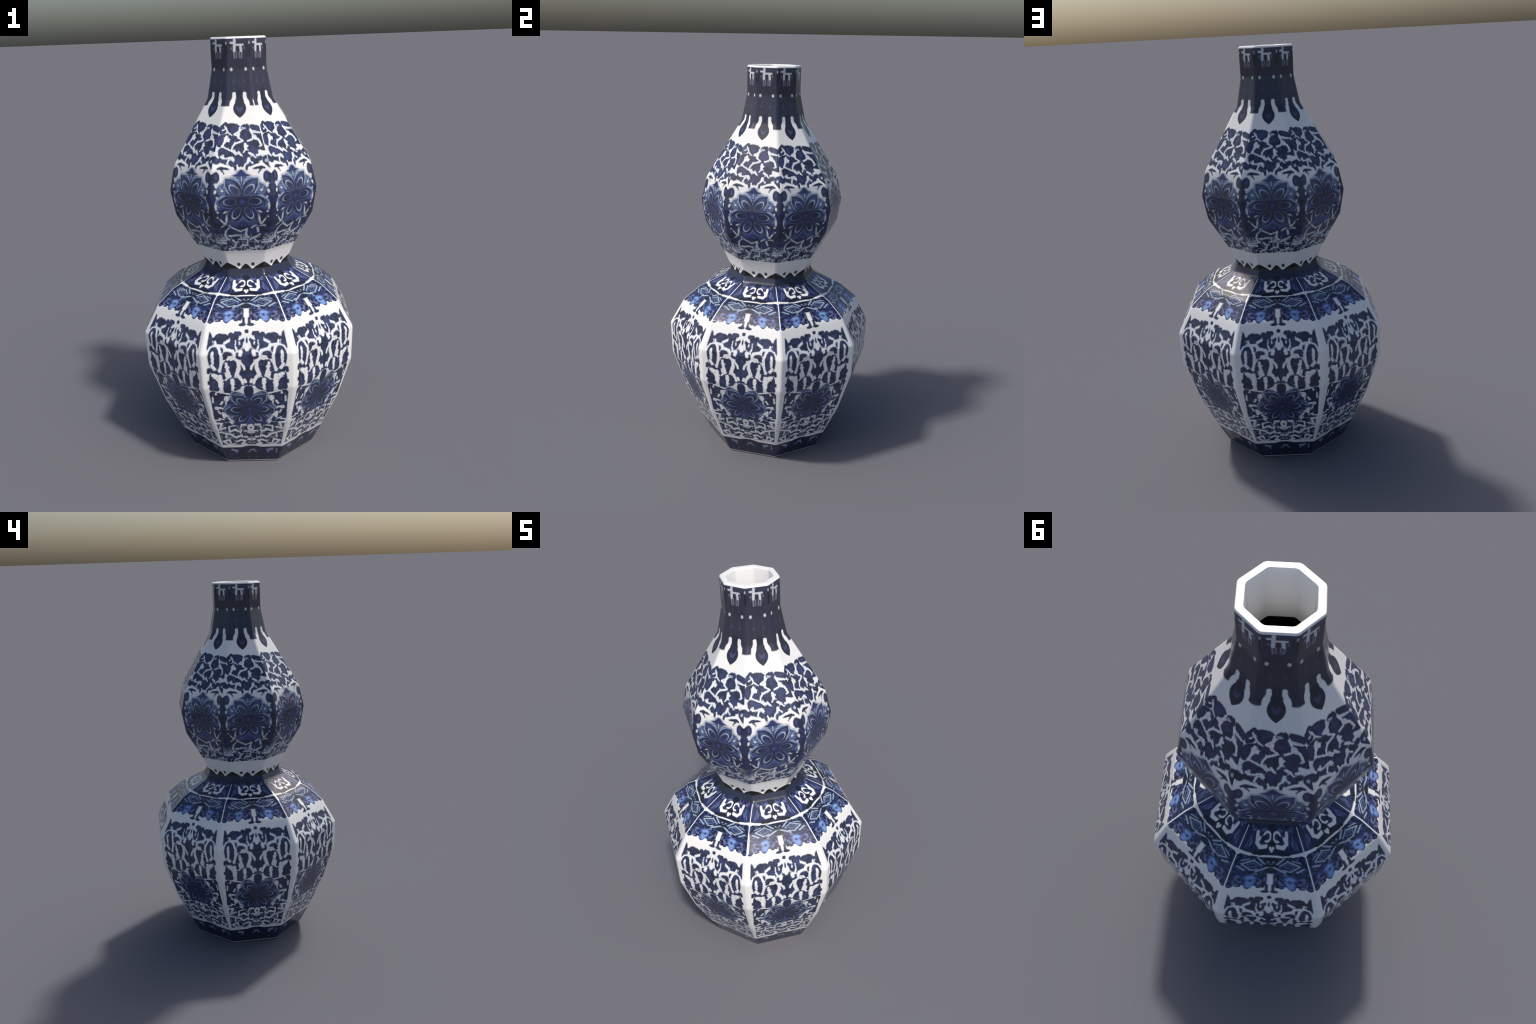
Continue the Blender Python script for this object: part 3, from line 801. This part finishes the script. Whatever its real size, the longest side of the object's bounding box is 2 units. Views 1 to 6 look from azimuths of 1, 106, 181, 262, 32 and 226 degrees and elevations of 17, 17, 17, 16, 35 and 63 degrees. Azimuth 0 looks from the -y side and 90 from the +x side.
def paint_belly():
    k = Paint("panel_glaze", 0.19, 0.12)
    m = k.wobble(k.m, 8.0, 1.9)
    f = k.wobble(k.m, 12.0, 1.0)
    bound = k.math("SUBTRACT", k.vmath("DOT_PRODUCT", m, (1, 0, 0)), k.ramp(k.y, 0.0, 330.0, 177.0, 160.0))
    ground = k.math("MAXIMUM", k.strokes(m, BELLY_GROUND), bound)
    ground = k.math("MAXIMUM", ground, k.math("SUBTRACT", 7.0, k.vmath("DOT_PRODUCT", m, (0, 1, 0))))
    design = k.union(k.grow(k.union(k.blobs(m, PANEL_LEAF, BELLY_LEAF), k.strokes(m, PANEL_STEM, BELLY_STEM, BELLY_MARGIN_STEM)), 1.9), k.blobs(k.m, PANEL_DOT), ground)
    design = k.math("MAXIMUM", design, k.grow(bound, 9.0))
    col = k.ink(GLAZE, k.vary(design, k.m, 7.0, 1.2))
    col = k.reserve(col, k.vary(k.strokes(m, PANEL_GAP, PANEL_LINE_CHANNEL, BELLY_LINE_CHANNEL), k.m, 6.0, 2.6))
    # the rose
    col = k.ink(col, k.union(k.strokes(f, ROSE_GROUND), k.blobs(f, ROSE_BUD)), deep=DEEP, soft=2.0)
    streaks = k.noise(k.vmath("MULTIPLY", f, (0.06, 0.16, 0.0)), 1.0, 2.0)
    halo = k.inside(k.blobs(f, ROSE_HALO), 6.0)
    col = k.mix(col, k.mix((0.050, 0.078, 0.200), (0.17, 0.25, 0.42), k.ramp(streaks, 0.42, 0.62)), k.times(halo, 0.85))
    col = k.mix(col, (0.060, 0.088, 0.275), k.times(k.inside(k.strokes(f, ROSE_VEIL), 5.0), 0.8))
    col = k.mix(col, (0.028, 0.034, 0.085), k.inside(k.blobs(f, ROSE_BUD), 3.0))
    tip = k.ramp(k.vmath("DISTANCE", f, (2.0, 243.0, 1.0)), 40, 76, 0.05, 1.0)
    petal = k.grow(k.leaves(f, ROSE_PETAL), 3.0)
    col = k.mix(col, SLATE, k.times(k.inside(k.math("SUBTRACT", petal, 2.6), 2.7), k.times(tip, 0.9)))
    col = k.ink(col, petal, deep=(0.037, 0.048, 0.145), body=8.0, soft=1.6)
    col = k.mix(col, (0.055, 0.075, 0.155), k.times(k.inside(k.blobs(f, ROSE_PETAL_HEART), 5.0), 0.5))
    core = k.ramp(k.vmath("DISTANCE", f, (0.0, 243.0, 1.0)), 12.0, 58.0, 0.75, 0.0)
    col = k.mix(col, (0.030, 0.031, 0.075), core)
    col = k.mix(col, (0.33, 0.38, 0.55), k.times(k.inside(k.rings(f, ROSE_LOOP, 1.4), 2.2), tip))
    col = k.mix(col, (0.30, 0.38, 0.52), k.times(k.inside(k.strokes(f, ROSE_LINE), 2.1), 0.8))
    col = k.mix(col, (0.070, 0.090, 0.30), k.times(k.inside(k.blobs(f, ROSE_EYE), 5.0), 0.55))
    # white vines reserved in the dark ground below
    fine = k.math("MAXIMUM", k.tendrils(m, 34.0, 1.2), k.math("MULTIPLY", k.math("SUBTRACT", k.y, 150.0), 0.15))
    fine = k.math("MAXIMUM", fine, k.grow(bound, -4.0))
    fine = k.math("MAXIMUM", fine, k.math("SUBTRACT", 10.0, k.y))
    col = k.mix(col, MILK, k.times(k.inside(k.grow(fine, -0.7), 1.7), 0.75))
    col = k.reserve(col, k.vary(k.union(k.strokes(k.wobble(k.m, 7.0, 3.0), BELLY_VINE), k.blobs(m, BELLY_RING)), k.m, 6.0, 2.6))
    col = k.mix(col, INK, k.inside(k.blobs(k.m, BELLY_RING_HOLE), 2.4))
    return k.finish(col)


def paint_foot():
    k = Paint("foot_glaze", 0.14, 0.0)
    p, m = k.wobble(k.p, 9.0, 1.2), k.wobble(k.m, 9.0, 1.2)
    cloud = k.noise(k.m, 0.05, 3.0)
    ink = k.mix(INK, (0.024, 0.030, 0.085), k.ramp(cloud, 0.42, 0.68))
    ink = k.mix(ink, (0.035, 0.045, 0.13), k.times(k.inside(k.blobs(m, FOOT_HAZE), 9.0), 0.5))
    crest = k.union(k.math("SUBTRACT", k.y, 106.5), k.blobs(p, FOOT_CREST))
    col = k.mix(GLAZE, ink, k.inside(crest, 1.8))
    col = k.mix(col, (0.28, 0.34, 0.52), k.times(k.inside(k.union(k.strokes(m, FOOT_MARK), k.strokes(p, FOOT_CURL)), 3.0), 0.95))
    col = k.mix(col, (0.16, 0.19, 0.36), k.times(k.inside(k.blobs(m, FOOT_SPECK), 3.0), 0.7))
    return k.finish(col)


MATERIALS = {
    "lip": lambda: paint_plain("white_glaze", (0.93, 0.93, 0.92)),
    "hollow": lambda: paint_plain("hollow_darkened_for_shadow", (0.045, 0.043, 0.040), 0.2),  # near-black base colour paints in the unlit inside
    "neck": paint_neck, "upper_bulb": paint_upper_bulb, "waist": paint_waist, "shoulder": paint_shoulder,
    "belly": paint_belly, "foot": paint_foot,
    "foot_ring": lambda: paint_plain("bare_foot_glaze", (0.78, 0.78, 0.77), 0.35),
}


def build():
    root = bpy.data.objects.new("porcelain_vase", None)
    root["label"] = "octagonal double-gourd porcelain vase painted in cobalt blue"
    root["category"] = "vase"
    root.rotation_euler = (0, 0, math.radians(TURN))
    bpy.context.scene.collection.objects.link(root)
    verts, faces, regions = build_body()
    normals = smooth_normals(verts, faces)
    for name, make in MATERIALS.items():
        chosen = [f for f, r in zip(faces, regions) if r == name]
        used = sorted({i for f in chosen for i in f})
        index = {v: i for i, v in enumerate(used)}
        mesh = bpy.data.meshes.new(name)
        mesh.from_pydata([verts[i] for i in used], [], [[index[i] for i in f] for f in chosen])
        mesh.polygons.foreach_set("use_smooth", [True] * len(mesh.polygons))
        mesh.update()
        mesh.normals_split_custom_set_from_vertices([normals[i] for i in used])
        mesh.materials.append(make())
        ob = bpy.data.objects.new(name, mesh)
        ob.parent = root
        bpy.context.scene.collection.objects.link(ob)


TURN = 0.0
build()
